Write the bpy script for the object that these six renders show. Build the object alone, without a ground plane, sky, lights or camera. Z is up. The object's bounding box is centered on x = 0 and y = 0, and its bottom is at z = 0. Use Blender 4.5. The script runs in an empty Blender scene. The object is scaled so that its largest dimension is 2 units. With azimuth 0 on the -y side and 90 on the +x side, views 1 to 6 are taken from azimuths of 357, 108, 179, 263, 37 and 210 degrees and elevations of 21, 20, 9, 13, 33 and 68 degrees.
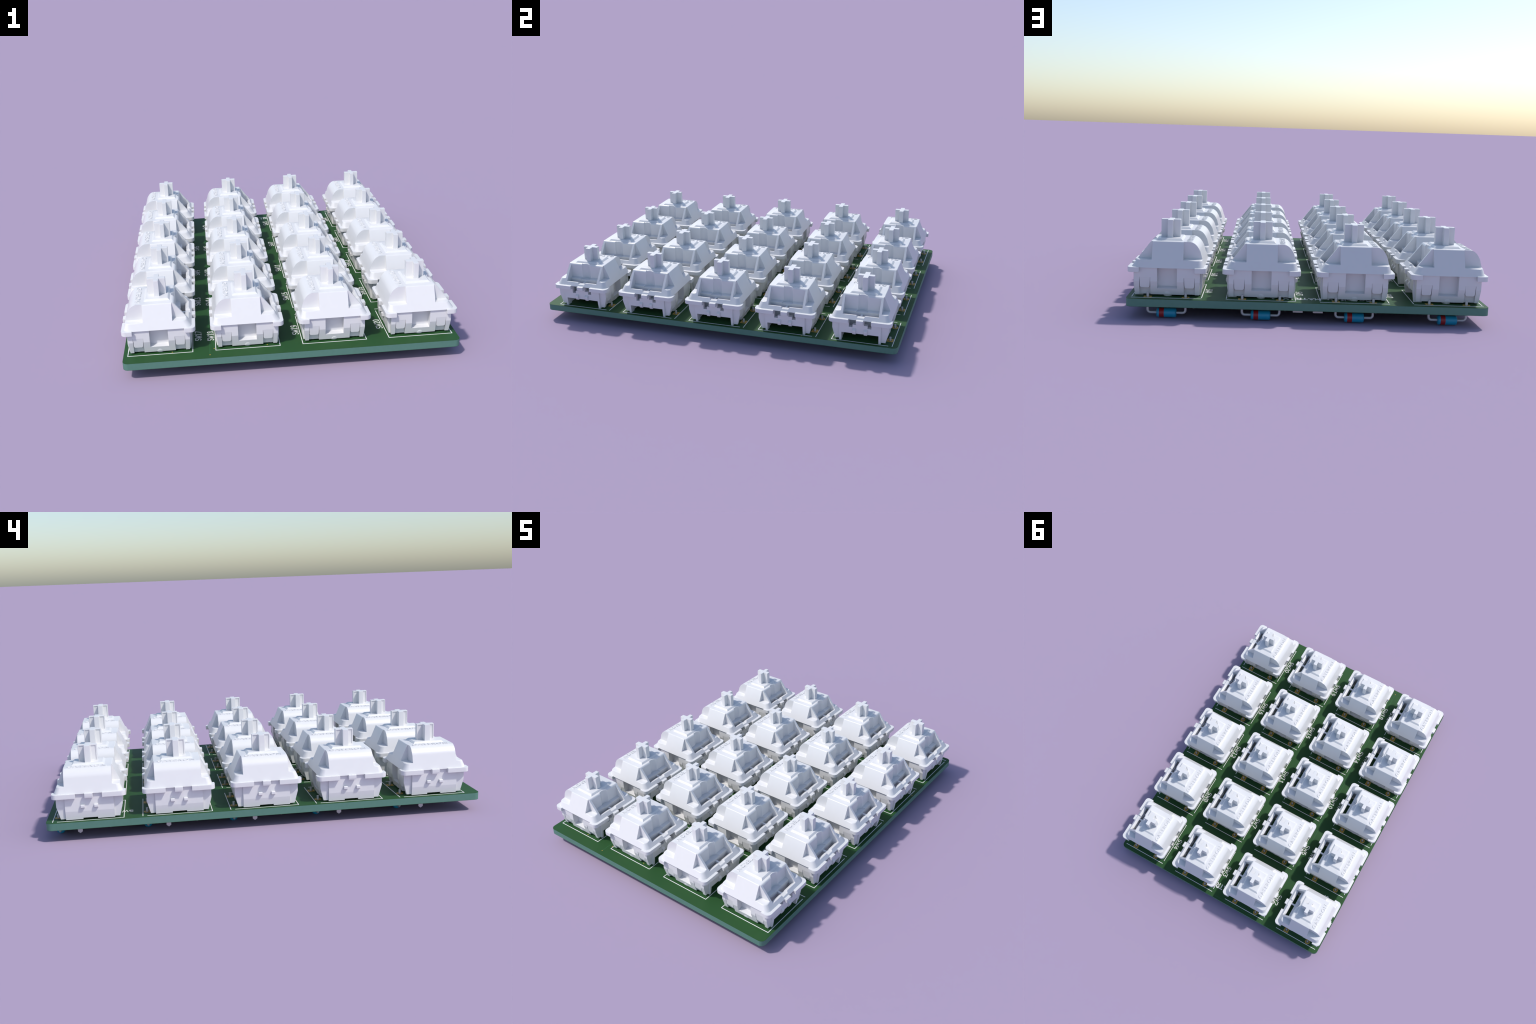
import bpy, bmesh, math
from mathutils import Vector, Matrix

# ------------------------------------------------------------------ frame
S = 1.0 / 48.0            # one real millimetre in scene units (board is 96 mm long)
Z_TOP = 0.0868            # top face of the circuit board
BOARD_THICK = 1.6         # mm
PITCH = 19.05             # mm, key spacing
COLS, ROWS = 4, 5
GRID_X, GRID_Y = 0.0, 0.0107
BOARD_HX, BOARD_HY = 0.7618, 1.0

scene = bpy.context.scene
coll = scene.collection


# ------------------------------------------------------------------ materials
def principled(name, base, rough=0.5, metallic=0.0, spec=0.5, grain=0.0, grain_scale=60.0, bump=0.0):
    m = bpy.data.materials.new(name)
    m.use_nodes = True
    nt = m.node_tree
    b = nt.nodes["Principled BSDF"]
    b.inputs["Roughness"].default_value = rough
    b.inputs["Metallic"].default_value = metallic
    b.inputs["Specular IOR Level"].default_value = spec
    tc = nt.nodes.new("ShaderNodeTexCoord")
    no = nt.nodes.new("ShaderNodeTexNoise")
    no.inputs["Scale"].default_value = grain_scale
    no.inputs["Detail"].default_value = 3.0
    nt.links.new(tc.outputs["Object"], no.inputs["Vector"])
    cr = nt.nodes.new("ShaderNodeValToRGB")
    cr.color_ramp.elements[0].position = 0.3
    cr.color_ramp.elements[1].position = 0.7
    cr.color_ramp.elements[0].color = (*[c * (1 - grain) for c in base], 1)
    cr.color_ramp.elements[1].color = (*[min(1, c * (1 + grain)) for c in base], 1)
    nt.links.new(no.outputs["Fac"], cr.inputs["Fac"])
    nt.links.new(cr.outputs["Color"], b.inputs["Base Color"])
    if bump:
        bp = nt.nodes.new("ShaderNodeBump")
        bp.inputs["Strength"].default_value = bump
        bp.inputs["Distance"].default_value = 0.001
        nt.links.new(no.outputs["Fac"], bp.inputs["Height"])
        nt.links.new(bp.outputs["Normal"], b.inputs["Normal"])
    return m


MAT_PLASTIC = principled("white_plastic", (0.712, 0.712, 0.716), rough=0.34, grain=0.006, grain_scale=40)
MAT_STEM = principled("stem_plastic", (0.712, 0.712, 0.716), rough=0.34, grain=0.006, grain_scale=40)
MAT_MASK = principled("green_solder_mask", (0.0192, 0.0785, 0.0200), rough=0.58, spec=0.30, grain=0.03, grain_scale=9)
MAT_TRACE = principled("masked_copper", (0.028, 0.108, 0.036), rough=0.6, spec=0.25, grain=0.02)
MAT_EDGE = principled("glass_fibre_edge", (0.085, 0.202, 0.155), rough=0.6, grain=0.03, grain_scale=70)
MAT_SILK = principled("white_ink", (0.80, 0.80, 0.80), rough=0.6, grain=0.01)
MAT_GOLD = principled("gold_plating", (0.50, 0.31, 0.05), rough=0.5, metallic=0.0, grain=0.03)
MAT_METAL = principled("tinned_wire", (0.55, 0.55, 0.56), rough=0.4, metallic=0.3, grain=0.02)
MAT_BLUE = principled("blue_lacquer", (0.008, 0.27, 0.43), rough=0.4, grain=0.02)
MAT_RED = principled("red_band", (0.30, 0.012, 0.016), rough=0.4, grain=0.02)
MAT_CONNECTOR = principled("pale_connector", (0.60, 0.56, 0.55), rough=0.5, grain=0.02)


# ------------------------------------------------------------------ mesh helpers (all in millimetres)
def new_bm():
    return bmesh.new()


def add_loft(bm, rings):
    """rings: list of closed rings (same vertex count) from bottom to top -> closed solid."""
    vs = [[bm.verts.new(p) for p in r] for r in rings]
    n = len(vs[0])
    for a, b in zip(vs[:-1], vs[1:]):
        for i in range(n):
            j = (i + 1) % n
            bm.faces.new((a[i], a[j], b[j], b[i]))
    bm.faces.new(list(reversed(vs[0])))
    bm.faces.new(vs[-1])


def add_box(bm, x0, x1, y0, y1, z0, z1):
    add_loft(bm, [[(x0, y0, z), (x1, y0, z), (x1, y1, z), (x0, y1, z)] for z in (z0, z1)])


def rrect(x0, x1, y0, y1, r, z, n=6):
    pts = []
    for cx, cy, a0 in ((x1 - r, y1 - r, 0), (x0 + r, y1 - r, 90), (x0 + r, y0 + r, 180), (x1 - r, y0 + r, 270)):
        for i in range(n + 1):
            a = math.radians(a0 + 90 * i / n)
            pts.append((cx + r * math.cos(a), cy + r * math.sin(a), z))
    return pts


def add_prism(bm, poly, axis, a, b):
    """extrude a 2D polygon along an axis. axis 'x': poly=(y,z); 'y': poly=(x,z); 'z': poly=(x,y)"""
    def P(p, t):
        return {'x': (t, p[0], p[1]), 'y': (p[0], t, p[1]), 'z': (p[0], p[1], t)}[axis]
    add_loft(bm, [[P(p, a) for p in poly], [P(p, b) for p in poly]])


def add_cyl(bm, x, y, r0, r1, z0, z1, n=24):
    def ring(r, z):
        return [(x + r * math.cos(2 * math.pi * i / n), y + r * math.sin(2 * math.pi * i / n), z) for i in range(n)]
    add_loft(bm, [ring(r0, z0), ring(r1, z1)])


def finish(bm, name, mat, scale=S, smooth_angle=None):
    bmesh.ops.recalc_face_normals(bm, faces=bm.faces)
    me = bpy.data.meshes.new(name)
    bm.to_mesh(me)
    bm.free()
    if scale != 1.0:
        me.transform(Matrix.Scale(scale, 4))
    if mat:
        for m in (mat if isinstance(mat, (list, tuple)) else [mat]):
            me.materials.append(m)
    if smooth_angle is not None:
        smooth_by_angle(me, smooth_angle)
    return me


def smooth_by_angle(me, deg, crease_area=None):
    bm = bmesh.new()
    bm.from_mesh(me)
    lim = math.radians(deg)
    for f in bm.faces:
        f.smooth = True
    for e in bm.edges:
        sharp = len(e.link_faces) != 2 or e.calc_face_angle(0) > lim
        if not sharp and crease_area and e.calc_face_angle(0) > math.radians(4):
            sharp = min(f.calc_area() for f in e.link_faces) > crease_area
        e.smooth = not sharp
    bm.to_mesh(me)
    bm.free()


def temp_obj(bm, name):
    bmesh.ops.recalc_face_normals(bm, faces=bm.faces)
    me = bpy.data.meshes.new(name)
    bm.to_mesh(me)
    bm.free()
    ob = bpy.data.objects.new(name, me)
    coll.objects.link(ob)
    return ob


def carve(base_bm, steps, bevel=0.1, segs=2, tidy=True, keep=None):
    """Apply a list of (operation, bmesh) booleans in mm space, then round the edges; returns a mesh."""
    ob = temp_obj(base_bm, "carve_base")
    cutters = []
    for op, cb in steps:
        c = temp_obj(cb, "carve_tool")
        cutters.append(c)
        md = ob.modifiers.new("b", 'BOOLEAN')
        md.operation = op
        md.solver = 'EXACT'
        md.object = c
    me = bake(ob)
    for c in cutters:
        drop(c)
    bm = bmesh.new()
    bm.from_mesh(me)
    if tidy:
        bmesh.ops.remove_doubles(bm, verts=bm.verts, dist=1e-4)
        bmesh.ops.dissolve_limit(bm, angle_limit=math.radians(0.6), verts=bm.verts, edges=bm.edges)
        bmesh.ops.recalc_face_normals(bm, faces=bm.faces)
    # only outer (convex) edges get rounded, and only those the part asks for
    lay = bm.edges.layers.float.get("bevel_weight_edge") or bm.edges.layers.float.new("bevel_weight_edge")
    for e in bm.edges:
        ok = len(e.link_faces) == 2 and e.is_convex and e.calc_face_angle(0) > math.radians(32)
        if ok and keep:
            ok = keep(e.verts[0].co, e.verts[1].co)
        e[lay] = float(ok)
    bm.to_mesh(me)
    bm.free()
    old = ob.data
    ob.modifiers.clear()
    ob.data = me
    bpy.data.meshes.remove(old)
    if bevel:
        md = ob.modifiers.new("bevel", 'BEVEL')
        md.width = bevel
        md.segments = segs
        md.limit_method = 'WEIGHT'
        md.use_clamp_overlap = False
        md.miter_outer = 'MITER_ARC' if False else 'MITER_SHARP'
        me = bake(ob)
    else:
        me = ob.data.copy()
    drop(ob)
    return me


def bake(ob):
    bpy.context.view_layer.update()
    dg = bpy.context.evaluated_depsgraph_get()
    return bpy.data.meshes.new_from_object(ob.evaluated_get(dg))


def drop(ob):
    me = ob.data
    bpy.data.objects.remove(ob)
    if me.users == 0:
        bpy.data.meshes.remove(me)


def join_meshes(name, meshes, mat, smooth=40, crease_area=None):
    bm = bmesh.new()
    for m in meshes:
        bm.from_mesh(m)
    me = bpy.data.meshes.new(name)
    bm.to_mesh(me)
    bm.free()
    me.materials.clear()
    me.materials.append(mat)
    me.transform(Matrix.Scale(S, 4))
    for p in me.polygons:
        p.material_index = 0
    smooth_by_angle(me, smooth, crease_area)
    # flat faces keep their own normal, rounded edges blend into them
    ob = bpy.data.objects.new("normals", me)
    coll.objects.link(ob)
    md = ob.modifiers.new("wn", 'WEIGHTED_NORMAL')
    md.keep_sharp = True
    md.weight = 80
    out = bake(ob)
    drop(ob)
    out.name = name
    return out


# ------------------------------------------------------------------ upper housing
def build_upper_housing():
    prof = [  # z, x at -x side, x at +x side, corner radius
        (5.95, -7.41, 7.30, 1.25), (7.42, -6.994, 6.28, 0.95), (8.30, -6.745, 5.60, 0.5), (9.20, -6.49, 4.91, 0.2),
        (9.85, -6.13, 4.41, 0.1), (10.35, -5.77, 4.03, 0.06), (10.72, -5.36, 3.745, 0.04), (10.97, -4.91, 3.553, 0.03),
        (11.08, -4.45, 3.47, 0.03)]

    def half_y(z):
        return 7.34 - 0.437 * (z - 5.95)
    rings = []
    for z, xa, xb, r in prof:
        hy = half_y(z)
        rings.append(rrect(xa, xb, -hy, hy, r, z))
    base = new_bm()
    add_loft(base, rings)
    cut = []
    # corner pockets, a quarter wedge off every corner
    for sx in (-1, 1):
        for sy in (-1, 1):
            c = new_bm()
            wall = 5.0
            poly = [(wall, 13), (wall, 7.62), (9.0, 7.38), (9.0, 13)]
            poly = [(sy * y, z) for y, z in poly]
            add_prism(c, poly, 'x', sx * 3.15, sx * 9.0)
            cut.append(('DIFFERENCE', c))
    # light window on the +x slope
    c = new_bm()
    add_prism(c, [(3.72, 13), (3.72, 7.30), (4.72, 7.15), (4.72, 6.62), (5.80, 6.60), (6.35, 6.93), (9, 6.93), (9, 13)], 'y', -4.42, 4.42)
    cut.append(('DIFFERENCE', c))
    c = new_bm()
    add_cyl(c, 4.48, 0, 1.42, 1.42, 7.0, 13, n=40)
    cut.append(('DIFFERENCE', c))
    c = new_bm()
    add_prism(c, [(-1.25, 7.3), (-0.85, 6.48), (0.85, 6.48), (1.25, 7.3)], 'x', 4.73, 9)
    cut.append(('DIFFERENCE', c))
    for sy in (-1, 1):
        c = new_bm()
        add_box(c, 4.73, 5.82, *sorted((sy * 0.24, sy * 4.36)), 5, 7.05)
        cut.append(('DIFFERENCE', c))

    def keep(a, b):
        if abs(a.x - b.x) < 0.02 and abs(abs(a.x) - 3.15) < 0.02:
            return 0.0                                     # wedge flanks stay crisp
        if abs(abs(a.y) - 5.0) < 0.02 and abs(abs(b.y) - 5.0) < 0.02 and abs(a.x + b.x) > 6.2:
            return 0.0                                     # rims of the corner pockets
        if min(a.x, b.x) > 3.6 and max(abs(a.y), abs(b.y)) < 4.5:
            if max(a.z, b.z) < 7.6:
                return 0.3 if min(a.x, b.x) > 6.2 else 0.0  # inside of the light window
            return 0.3
        if max(a.z, b.z) < 6.0:
            return 0.0
        return 1.0 if max(a.z, b.z) > 9.5 else 0.8
    return carve(base, cut, bevel=0.19, segs=3, keep=keep)


# ------------------------------------------------------------------ lower housing
def build_lower_housing():
    parts = []
    # core shell: vertical to z=3.1 then tapering to the board
    def ring(hx0, hx1, hy, z):
        return [(-hx0, -hy, z), (hx1, -hy, z), (hx1, hy, z), (-hx0, hy, z)]
    base = new_bm()
    add_loft(base, [ring(6.42, 6.42, 6.25, 0.36), ring(6.62, 6.62, 6.97, 3.1), ring(6.62, 6.62, 6.97, 6.0)])
    cut = []
    # proud panels on the +-x faces
    for sx in (-1, 1):
        c = new_bm()
        zb = 0.2 if sx < 0 else 0.0
        add_prism(c, [(sx * 5.0, zb), (sx * 6.68, zb), (sx * 6.97, 2.06), (sx * 6.97, 5.99), (sx * 5.0, 5.99)], 'y', -5.15, 5.15)
        cut.append(('UNION', c))
    # notch under the -x panel
    c = new_bm()
    add_box(c, -7.5, -4.5, -1.55, 1.55, -1, 0.50)
    cut.append(('DIFFERENCE', c))
    # open arch below the +x panel
    c = new_bm()
    add_box(c, -4.6, 8.0, -4.6, 4.6, -1, 2.25)
    cut.append(('DIFFERENCE', c))
    # light slot through to the board
    c = new_bm()
    add_box(c, 4.5, 6.0, -4.5, 4.5, 1, 8)
    cut.append(('DIFFERENCE', c))
    # clip holes in the +x wall
    for sy in (-1, 1):
        c = new_bm()
        poly = [(0.95, 4.55), (1.85, 4.55), (1.85, 3.84), (2.78, 3.84), (2.78, 7.0), (0.95, 7.0)]
        add_prism(c, [(sy * y, z) for y, z in poly], 'x', 4.6, 8.0)
        cut.append(('DIFFERENCE', c))
    for sy in (-1, 1):
        # tall middle recess on the +-y faces
        c = new_bm()
        poly = [(sy * 5.35, 7), (sy * 5.35, 1.95), (sy * 8, 1.40), (sy * 8, 7)]
        add_prism(c, poly, 'x', -2.0, 2.0)
        cut.append(('DIFFERENCE', c))
        # pockets around the spring clips
        for sx in (-1, 1):
            c = new_bm()
            add_box(c, *sorted((sx * 3.38, sx * 5.60)), *sorted((sy * 5.75, sy * 9)), -1, 4.0)
            cut.append(('DIFFERENCE', c))
        # relief below the clip pockets
    parts.append(carve(base, cut, bevel=0))

    # spring clips: rounded tongues hanging in the pockets
    def clip_outline(x, n=5):
        w0, w1, zb, zt, r = 1.12, 1.0, 1.80, 4.15, 0.42
        pts = [(x - w0, zt), (x - w1, zb + r)]
        for i in range(1, n + 1):
            a = math.radians(180 + 90 * i / n)
            pts.append((x - w1 + r + r * math.cos(a), zb + r + r * math.sin(a)))
        for i in range(0, n + 1):
            a = math.radians(270 + 90 * i / n)
            pts.append((x + w1 - r + r * math.cos(a), zb + r + r * math.sin(a)))
        pts.append((x + w0, zt))
        return pts
    for sy in (-1, 1):
        for sx in (-1, 1):
            b = new_bm()
            out = clip_outline(sx * 4.49)
            def yy(z, off):
                lean = max(0.0, 3.1 - z) * 0.20
                return sy * (6.965 - lean - off)
            add_loft(b, [[(x, yy(z, 0.8), z) for x, z in out], [(x, yy(z, 0.0), z) for x, z in out]])
            parts.append(carve(b, [], bevel=0.06, segs=2))
        # little ejector dome at the foot of the face
        b = new_bm()
        n = 16
        rings = []
        for k, (r, d) in enumerate(((0.64, -0.3), (0.60, 0.02), (0.48, 0.07), (0.25, 0.09))):
            rings.append([(r * math.cos(math.pi * i / n), sy * (6.27 + d + 0.27 * r * math.sin(math.pi * i / n)), 0.39 + r * math.sin(math.pi * i / n)) for i in range(n + 1)])
        add_loft(b, rings)
        bmesh.ops.recalc_face_normals(b, faces=b.faces)
        me = bpy.data.meshes.new("dome")
        b.to_mesh(me)
        b.free()
        parts.append(me)

    # plate flange
    base = new_bm()
    add_loft(base, [rrect(-7.93, 7.93, -7.8, 7.8, 1.05, z) for z in (5.06, 6.10)])
    cut = []
    for sy in (-1, 1):
        c = new_bm()
        add_box(c, -5.55, 5.55, *sorted((sy * 5.2, sy * 9)), 4, 7)
        cut.append(('DIFFERENCE', c))
        for sx in (-1, 1):
            c = new_bm()
            add_box(c, *sorted((sx * 6.9, sx * 9)), *sorted((sy * 0.88, sy * 2.80)), 4, 7)
            cut.append(('DIFFERENCE', c))
    c = new_bm()
    add_box(c, -6.5, 6.5, -6.5, 6.5, 4, 7)
    cut.append(('DIFFERENCE', c))
    for sy in (-1, 1):
        c = new_bm()
        add_box(c, 5.0, 7.2, *sorted((sy * 0.94, sy * 2.79)), 4, 7)
        cut.append(('DIFFERENCE', c))
    parts.append(carve(base, cut, bevel=0.08, segs=2))
    # middle tab of the flange, slightly proud
    for sx in (-1, 1):
        b = new_bm()
        add_prism(b, [(sx * 6.7, 5.10), (sx * 7.88, 5.10), (sx * 8.0, 5.35), (sx * 8.0, 6.08), (sx * 6.7, 6.08)], 'y', -0.86, 0.86)
        parts.append(carve(b, [], bevel=0.08, segs=2))
    # locking nibs
    for sx, xo in ((-1, 7.55), (1, 7.40)):
        for sy in (-1, 1):
            b = new_bm()
            yc = sy * 1.42
            if sx < 0:
                poly = [(-6.5, 2.62), (-xo + 0.2, 2.76), (-xo, 2.92), (-xo, 3.42), (-xo + 0.1, 3.52), (-6.5, 3.52)]
            else:
                poly = [(6.5, 2.0), (7.1, 2.05), (xo, 2.7), (xo, 3.12), (7.0, 3.6), (6.5, 3.7)]
            add_prism(b, poly, 'y', yc - 0.42, yc + 0.42)
            parts.append(carve(b, [], bevel=0.05, segs=2))
    # locating posts through the board
    for y, r in ((0, 1.98), (-5.08, 0.85), (5.08, 0.85)):
        b = new_bm()
        n = 24
        add_loft(b, [[(q * math.cos(2 * math.pi * i / n), y + q * math.sin(2 * math.pi * i / n), z) for i in range(n)]
                     for q, z in ((r * 0.7, -3.25), (r, -2.9), (r, 0.6))])
        me = bpy.data.meshes.new("post")
        b.to_mesh(me)
        b.free()
        parts.append(me)
    return parts


# ------------------------------------------------------------------ stem and slider plate
def build_stem():
    parts = []
    # slider plate with sloping border
    b = new_bm()
    add_loft(b, [rrect(-2.78, 2.78, -3.52, 3.52, 0.08, 10.9, 2), rrect(-2.78, 2.78, -3.52, 3.52, 0.08, 11.12, 2),
                 rrect(-2.40, 2.40, -3.10, 3.10, 0.08, 11.48, 2)])
    parts.append(carve(b, [], bevel=0.05, segs=2))
    # cross
    a, w1, h, w2 = 2.0, 0.64, 2.04, 0.56      # x arm half length / half width, y arm half length / half width
    poly = [(a, -w1), (a, w1), (w2, w1), (w2, h), (-w2, h), (-w2, w1), (-a, w1), (-a, -w1), (-w2, -w1), (-w2, -h), (w2, -h), (w2, -w1)]
    b = new_bm()
    add_prism(b, poly, 'z', 11.3, 15.13)
    cut = []
    for sy in (-1, 1):
        c = new_bm()
        add_box(c, -1.5, -w2 + 0.16, *sorted((sy * 0.80, sy * 1.78)), 11.7, 14.85)
        cut.append(('DIFFERENCE', c))
    parts.append(carve(b, cut, bevel=0.10, segs=2))
    return parts


# ------------------------------------------------------------------ stroke lettering
def arc(cx, cy, rx, ry, a0, a1, n=8):
    return [(cx + rx * math.cos(math.radians(a0 + (a1 - a0) * i / n)), cy + ry * math.sin(math.radians(a0 + (a1 - a0) * i / n)))
            for i in range(n + 1)]


# each glyph: advance width, strokes on a unit-high body
GLYPHS = {
    'S': (0.86, [arc(0.36, 0.74, 0.28, 0.26, 35, 270, 9) + arc(0.36, 0.24, 0.30, 0.24, 90, -145, 9)[1:]]),
    'W': (1.10, [[(0.04, 1), (0.27, 0), (0.5, 0.75), (0.73, 0), (0.96, 1)]]),
    '0': (0.86, [arc(0.36, 0.5, 0.29, 0.5, 90, 450, 20)]),
    '1': (0.86, [[(0.12, 0.8), (0.36, 1), (0.36, 0)], [(0.1, 0), (0.62, 0)]]),
    '2': (0.86, [arc(0.36, 0.72, 0.28, 0.28, 160, -35, 9) + [(0.06, 0), (0.68, 0)]]),
    '3': (0.86, [[(0.08, 1), (0.64, 1), (0.32, 0.6)] + arc(0.34, 0.3, 0.30, 0.30, 90, -150, 10)]),
    '4': (0.86, [[(0.5, 0), (0.5, 1), (0.06, 0.3), (0.7, 0.3)]]),
    '5': (0.86, [[(0.62, 1), (0.12, 1), (0.08, 0.54)] + arc(0.36, 0.31, 0.29, 0.31, 120, -150, 10)]),
    '6': (0.86, [arc(0.44, 0.5, 0.36, 0.5, 80, 180, 7) + arc(0.37, 0.30, 0.29, 0.30, 180, 540, 16)]),
    '7': (0.86, [[(0.06, 1), (0.66, 1), (0.28, 0)]]),
    '8': (0.86, [arc(0.36, 0.75, 0.25, 0.25, 270, 630, 14), arc(0.36, 0.26, 0.30, 0.26, 90, 450, 16)]),
    '9': (0.86, [arc(0.30, 0.5, 0.36, 0.5, 260, 360, 7) + arc(0.37, 0.70, 0.29, 0.30, 0, 360, 16)]),
    'A': (0.90, [[(0.02, 0), (0.37, 1), (0.72, 0)], [(0.14, 0.3), (0.6, 0.3)]]),
    'C': (0.95, [arc(0.42, 0.5, 0.36, 0.5, 50, 310, 14)]),
    'I': (0.45, [[(0.18, 0), (0.18, 1)]]),
    'K': (0.95, [[(0.1, 0), (0.1, 1)], [(0.68, 1), (0.1, 0.42)], [(0.26, 0.58), (0.68, 0)]]),
    'M': (1.10, [[(0.1, 0), (0.1, 1), (0.45, 0.3), (0.8, 1), (0.8, 0)]]),
    'R': (0.95, [[(0.1, 0), (0.1, 1), (0.42, 1)] + arc(0.42, 0.74, 0.24, 0.26, 90, -90, 8) + [(0.1, 0.48)], [(0.36, 0.48), (0.68, 0)]]),
    'T': (0.80, [[(0.02, 1), (0.66, 1)], [(0.34, 1), (0.34, 0)]]),
    'X': (0.90, [[(0.06, 1), (0.68, 0)], [(0.68, 1), (0.06, 0)]]),
    'a': (0.85, [arc(0.34, 0.33, 0.27, 0.33, 0, 360, 14), [(0.61, 0.66), (0.61, 0)]]),
    'c': (0.80, [arc(0.36, 0.33, 0.29, 0.33, 50, 310, 12)]),
    'e': (0.85, [[(0.07, 0.36), (0.62, 0.36)] + arc(0.345, 0.33, 0.28, 0.33, 8, 310, 13)]),
    'l': (0.42, [[(0.14, 1), (0.14, 0.1), (0.26, 0)]]),
    'y': (0.80, [[(0.06, 0.66), (0.34, 0)], [(0.62, 0.66), (0.26, -0.24), (0.1, -0.3)]]),
    ' ': (0.72, []),
}


def text_width(txt, size):
    return sum(GLYPHS[c][0] for c in txt) * size


def stroke_strip(bm, pts, w, z0, z1):
    """solid ribbon with mitred corners and square ends along a polyline"""
    pts = [Vector((p[0], p[1])) for p in pts]
    closed = (pts[0] - pts[-1]).length < 1e-5
    if closed:
        pts = pts[:-1]
    n = len(pts)
    L, R = [], []
    for i, p in enumerate(pts):
        if closed or 0 < i < n - 1:
            d0 = (p - pts[i - 1]).normalized()
            d1 = (pts[(i + 1) % n] - p).normalized()
        elif i == 0:
            d0 = d1 = (pts[1] - p).normalized()
        else:
            d0 = d1 = (p - pts[i - 1]).normalized()
        t = (d0 + d1)
        t = t.normalized() if t.length > 1e-6 else d1
        nrm = Vector((-t.y, t.x))
        k = max(0.45, abs(nrm.dot(Vector((-d1.y, d1.x)))))
        ext = Vector((0, 0))
        if not closed and i == 0:
            ext = -d1 * w * 0.4
        if not closed and i == n - 1:
            ext = d0 * w * 0.4
        L.append(p + ext + nrm * (w / 2 / k))
        R.append(p + ext - nrm * (w / 2 / k))
    rows = [[bm.verts.new((a.x, a.y, z1)) for a in L], [bm.verts.new((a.x, a.y, z1)) for a in R],
            [bm.verts.new((a.x, a.y, z0)) for a in R], [bm.verts.new((a.x, a.y, z0)) for a in L]]
    rng = range(n) if closed else range(n - 1)
    for i in rng:
        j = (i + 1) % n
        for a, b in ((0, 1), (1, 2), (3, 0)):
            bm.faces.new((rows[a][i], rows[b][i], rows[b][j], rows[a][j]))
    if not closed:
        bm.faces.new([rows[k][0] for k in range(4)])
        bm.faces.new([rows[k][-1] for k in range(4)])


def write_text(bm, txt, size, w, origin, direction, z0, z1):
    """direction: unit reading direction; letters stand 90 degrees to its left"""
    dx, dy = direction
    pen = 0.0
    for ch in txt:
        adv, strokes = GLYPHS[ch]
        for st in strokes:
            pts = [(origin[0] + dx * (pen + x * size) - dy * y * size, origin[1] + dy * (pen + x * size) + dx * y * size) for x, y in st]
            stroke_strip(bm, pts, w, z0, z1)
        pen += adv * size


# ------------------------------------------------------------------ scene tree
def empty(name, parent=None, loc=(0, 0, 0)):
    e = bpy.data.objects.new(name, None)
    e.empty_display_size = 0.05
    coll.objects.link(e)
    e.parent = parent
    e.location = loc
    return e


def place(name, me, parent, loc=(0, 0, 0), kind=None):
    o = bpy.data.objects.new(name, me)
    coll.objects.link(o)
    o.parent = parent
    o.location = loc
    if kind:
        o["kind"] = kind
    return o


root = empty("keyboard_circuit_board")
root["label"] = "green circuit board carrying twenty white mechanical key switches"
root["category"] = "circuit board"

# ------------------------------------------------------------------ board
T = S * BOARD_THICK
MASK = 0.0009
bm = new_bm()
r = 1.3 * S
add_loft(bm, [rrect(-BOARD_HX, BOARD_HX, -BOARD_HY, BOARD_HY, r, z, 8) for z in (Z_TOP - T + MASK, Z_TOP - MASK)])
place("board_core", finish(bm, "board_core", MAT_EDGE, scale=1.0, smooth_angle=30), root)
for z in (Z_TOP - MASK, Z_TOP - T):
    bm = new_bm()
    add_loft(bm, [rrect(-BOARD_HX, BOARD_HX, -BOARD_HY, BOARD_HY, r, q, 8) for q in (z, z + MASK)])
    place("solder_mask", finish(bm, "solder_mask", MAT_MASK, scale=1.0, smooth_angle=30), root)

# ------------------------------------------------------------------ switch meshes
me = build_upper_housing()
ME_UPPER = join_meshes("upper_housing", [me], MAT_PLASTIC, smooth=35)
ME_LOWER = join_meshes("lower_housing", build_lower_housing(), MAT_PLASTIC, smooth=35, crease_area=0.5 * S * S)
ME_STEM = join_meshes("key_stem", build_stem(), MAT_STEM, smooth=35)


def build_lettering():
    cu = bpy.data.curves.new("lettering", 'FONT')
    cu.body = "GATERON"
    cu.size = 1.62
    cu.extrude = 0.15
    cu.space_character = 1.12
    cu.align_x = 'CENTER'
    cu.resolution_u = 3
    ob = bpy.data.objects.new("lettering", cu)
    coll.objects.link(ob)
    me = bake(ob)
    bpy.data.objects.remove(ob)
    bpy.data.curves.remove(cu)
    xs = [v.co.x for v in me.vertices]
    w = max(xs) - min(xs)
    c = (max(xs) + min(xs)) / 2
    # fit to 8.2 mm long, read towards -y, letter tops towards the stem (+x)
    M = Matrix(((0, 1, 0, -4.72), (-1, 0, 0, 0.15), (0, 0, 1, 11.07), (0, 0, 0, 1)))
    me.transform(M @ Matrix.Scale(8.2 / w, 4, (1, 0, 0)) @ Matrix.Translation((-c, 0, 0)))
    # follow the rounded shoulder
    for v in me.vertices:
        d = -4.30 - v.co.x
        if d > 0:
            v.co.z -= 0.30 * d * d + 0.16 * d
    return me


ME_LETTER = join_meshes("raised_lettering", [build_lettering()], MAT_PLASTIC, smooth=30)

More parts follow.
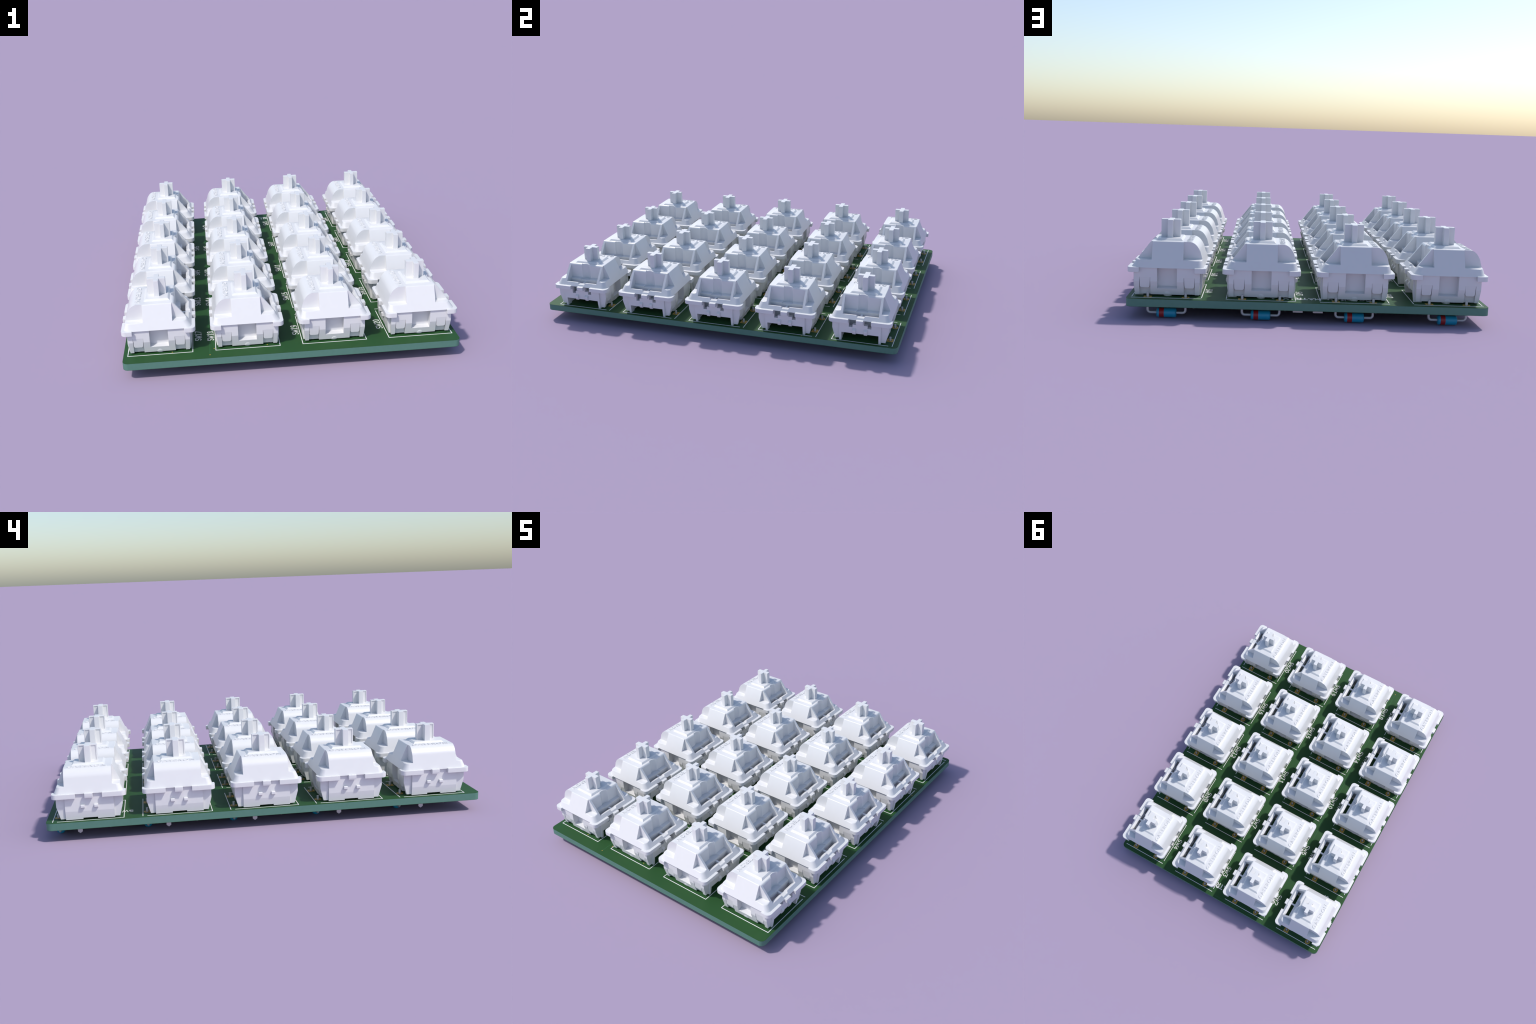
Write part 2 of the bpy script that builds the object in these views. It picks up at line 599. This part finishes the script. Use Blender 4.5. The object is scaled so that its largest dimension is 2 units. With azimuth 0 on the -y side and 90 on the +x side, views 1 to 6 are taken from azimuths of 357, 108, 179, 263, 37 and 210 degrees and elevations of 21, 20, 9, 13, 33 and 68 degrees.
# switch contact pins (x, y) in mm
bm = new_bm()
add_loft(bm, [[(-0.15, -0.03, -3.3), (0.15, -0.03, -3.3), (0.15, 0.03, -3.3), (-0.15, 0.03, -3.3)][:4]] +
         [[(-0.2, -w, z), (0.2, -w, z), (0.2, w, z), (-0.2, w, z)] for w, z in ((0.50, -2.95), (0.52, -1.7), (0.52, 0.4))])
ME_PIN = finish(bm, "contact_pin", MAT_METAL)

# silkscreen outline of one switch: three sides of a 14 mm square and a bar beyond the diode pads
LW = 0.16
SILK0, SILK1 = -0.02, 0.035
bm = new_bm()
stroke_strip(bm, [(-7.02, 7.0), (-7.02, -7.02), (7.02, -7.02), (7.02, 7.0)], LW, SILK0, SILK1)
stroke_strip(bm, [(-7.02, 8.0), (7.02, 8.0)], LW, SILK0, SILK1)
ME_SILK = finish(bm, "silkscreen_outline", MAT_SILK)

# ------------------------------------------------------------------ diode below the board
PAD_X, PAD_Y = 3.81, 7.02
BODY_R, BODY_L = 0.99, 4.0
D_AXIS = -(Z_TOP / S) + 1.0          # axis height relative to board top, body rests at z = 0


def lathe_x(bm, prof, zc, n=28):
    rings = []
    for x, r in prof:
        rings.append([(x, r * math.cos(2 * math.pi * i / n), zc + r * math.sin(2 * math.pi * i / n)) for i in range(n)])
    add_loft(bm, rings)


bm = new_bm()
lathe_x(bm, [(-2.0, 0.62), (-1.97, 0.76), (-1.88, 0.90), (-1.74, 0.98), (-1.6, 1.0), (1.6, 1.0), (1.74, 0.98), (1.88, 0.90), (1.97, 0.76), (2.0, 0.62)], D_AXIS)
ME_DIODE = finish(bm, "diode_body", MAT_BLUE, smooth_angle=40)
bm = new_bm()
lathe_x(bm, [(0.46, 0.9), (0.46, 1.012), (1.44, 1.012), (1.44, 0.9)], D_AXIS)
ME_BAND = finish(bm, "polarity_band", MAT_RED, smooth_angle=40)


def tube(bm, pts, r, n=14):
    pts = [Vector(p) for p in pts]
    rings = []
    for i, p in enumerate(pts):
        t = (pts[min(i + 1, len(pts) - 1)] - pts[max(i - 1, 0)]).normalized()
        u = Vector((0, 1, 0))
        v = t.cross(u).normalized()
        rings.append([p + r * (math.cos(2 * math.pi * k / n) * u + math.sin(2 * math.pi * k / n) * v) for k in range(n)])
    add_loft(bm, rings)


LEAD_R = 0.27
bm = new_bm()
br = 0.6
pts = [(1.7, 0, D_AXIS), (PAD_X - br, 0, D_AXIS)]
for i in range(1, 8):
    a = math.radians(90 * i / 8)
    pts.append((PAD_X - br + br * math.sin(a), 0, D_AXIS + br - br * math.cos(a)))
pts += [(PAD_X, 0, D_AXIS + br), (PAD_X, 0, 0.86), (PAD_X, 0, 0.9)]
tube(bm, pts, LEAD_R)
ME_LEAD = finish(bm, "diode_lead", MAT_METAL, smooth_angle=40)

# pads with drilled hole
def pad_mesh(name, square):
    bm = new_bm()
    n = 32
    hole = [(0.42 * math.cos(2 * math.pi * (i + .5) / n), 0.42 * math.sin(2 * math.pi * (i + .5) / n)) for i in range(n)]
    outer = []
    for i in range(n):
        a = 2 * math.pi * (i + .5) / n
        k = 0.8
        if square:
            k = 0.8 / max(abs(math.cos(a)), abs(math.sin(a)))
        outer.append((k * math.cos(a), k * math.sin(a)))
    if square:
        # snap the samples nearest the diagonals onto the corners
        for sx in (-1, 1):
            for sy in (-1, 1):
                j = min(range(n), key=lambda q: (outer[q][0] - 0.8 * sx) ** 2 + (outer[q][1] - 0.8 * sy) ** 2)
                outer[j] = (0.8 * sx, 0.8 * sy)
    z0, z1 = -0.02, 0.03
    a = [bm.verts.new((x, y, z1)) for x, y in outer]
    b = [bm.verts.new((x, y, z1)) for x, y in hole]
    c = [bm.verts.new((x, y, z0)) for x, y in outer]
    d = [bm.verts.new((x, y, z0)) for x, y in hole]
    for i in range(n):
        j = (i + 1) % n
        bm.faces.new((a[i], a[j], b[j], b[i]))
        bm.faces.new((c[i], c[j], a[j], a[i]))
        bm.faces.new((b[i], b[j], d[j], d[i]))
    return finish(bm, name, MAT_GOLD)


ME_PAD_SQ = pad_mesh("square_pad", True)
ME_PAD_RD = pad_mesh("round_pad", False)
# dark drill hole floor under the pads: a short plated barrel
bm = new_bm()
add_cyl(bm, 0, 0, 0.42, 0.42, -0.04, 0.012, 24)
MAT_HOLE = principled("drilled_hole", (0.05, 0.045, 0.04), rough=0.7, grain=0.02)
ME_HOLE = finish(bm, "drill_hole", MAT_HOLE)

# ------------------------------------------------------------------ assemble the 4 x 5 grid
for n in range(1, COLS * ROWS + 1):
    c, rw = (n - 1) % COLS, (n - 1) // COLS
    cx = GRID_X + (c - 1.5) * PITCH * S
    cy = GRID_Y + (2 - rw) * PITCH * S
    sw = empty("key_switch", root, (cx, cy, Z_TOP))
    place("lower_housing", ME_LOWER, sw)
    place("upper_housing", ME_UPPER, sw)
    place("key_stem", ME_STEM, sw)
    place("raised_lettering", ME_LETTER, sw)
    for px, py in ((-5.08, 2.54), (-2.54, -3.81)):
        place("contact_pin", ME_PIN, sw, (px * S, py * S, 0))
    place("silkscreen_outline", ME_SILK, root, (cx, cy, Z_TOP))
    dio = empty("diode", root, (cx, cy + PAD_Y * S, Z_TOP))
    place("diode_body", ME_DIODE, dio)
    place("polarity_band", ME_BAND, dio)
    place("diode_lead", ME_LEAD, dio)
    o = place("diode_lead", ME_LEAD, dio)
    o.rotation_euler = (0, 0, math.pi)
    place("solder_pad", ME_PAD_SQ, root, (cx + PAD_X * S, cy + PAD_Y * S, Z_TOP))
    place("solder_pad", ME_PAD_RD, root, (cx - PAD_X * S, cy + PAD_Y * S, Z_TOP))
    for sx in (-1, 1):
        place("drill_hole", ME_HOLE, root, (cx + sx * PAD_X * S, cy + PAD_Y * S, Z_TOP))
    # label
    txt = "SW%d" % n
    size = 1.32
    w = text_width(txt, size) - 0.14 * size
    bm = new_bm()
    if n == 1:
        base = (-2.32 + size / 2, -9.0)
    elif c == 0:
        base = (8.24 + size / 2, 0.45 - w / 2)
    else:
        base = (-8.05 + size / 2, 0.0 - w / 2)
    write_text(bm, txt, size, 0.19, base, (0, 1), SILK0, SILK1 + 0.004)
    place("silkscreen_label", finish(bm, "silkscreen_label", MAT_SILK), root, (cx, cy, Z_TOP))

# title along the rear edge
bm = new_bm()
size = 1.5
txt = "CalcKey MATRIX A"
for i, ch in enumerate(txt):
    adv = (GLYPHS[ch][0] - 0.14) * size
    write_text(bm, ch, size, 0.27, ((-0.262 + 0.02727 * i) / S - adv / 2, 0.8975 / S), (1, 0), SILK0, SILK1 + 0.002)
place("silkscreen_title", finish(bm, "silkscreen_title", MAT_SILK), root, (0, 0, Z_TOP))

# ------------------------------------------------------------------ copper traces under the mask and vias
bm = new_bm()
TR = 0.25
def trace(*pts):
    stroke_strip(bm, [(x / S, y / S) for x, y in pts], TR, -0.02, 0.012)
trace((-0.372, -0.969), (-0.372, 0.60))
trace((-0.352, -0.911), (-0.352, -0.76), (-0.372 + 0.012, -0.74), (-0.360, 0.2))
trace((-0.542, -0.918), (-0.542, -0.85))
trace((-0.110, -0.912), (-0.125, -0.897), (-0.125, -0.80))
trace((0.02, 0.985), (-0.27, 0.985), (-0.30, 0.955))
trace((0.752, 0.50), (0.752, 0.36))
place("copper_trace", finish(bm, "copper_trace", MAT_TRACE), root, (0, 0, Z_TOP), kind="stuff")
bm = new_bm()
for x, y in ((-0.372, -0.969), (-0.352, -0.911), (-0.542, -0.918), (-0.110, -0.912), (-0.13, 0.962), (0.752, 0.50)):
    add_cyl(bm, x / S, y / S, 0.14, 0.14, -0.02, 0.02, 16)
place("via", finish(bm, "via", MAT_GOLD), root, (0, 0, Z_TOP), kind="stuff")

# pale connector blades under the rear edge
zb = Z_TOP - T
for x in (0.042, -0.0425):
    bm = new_bm()
    add_loft(bm, [rrect(-0.0212, 0.0212, -0.03, 0.03, 0.003, z, 3) for z in (-0.0125, 0.002)])
    place("connector_terminal", finish(bm, "connector_terminal", MAT_CONNECTOR, scale=1.0), root, (x, 0.945, zb))
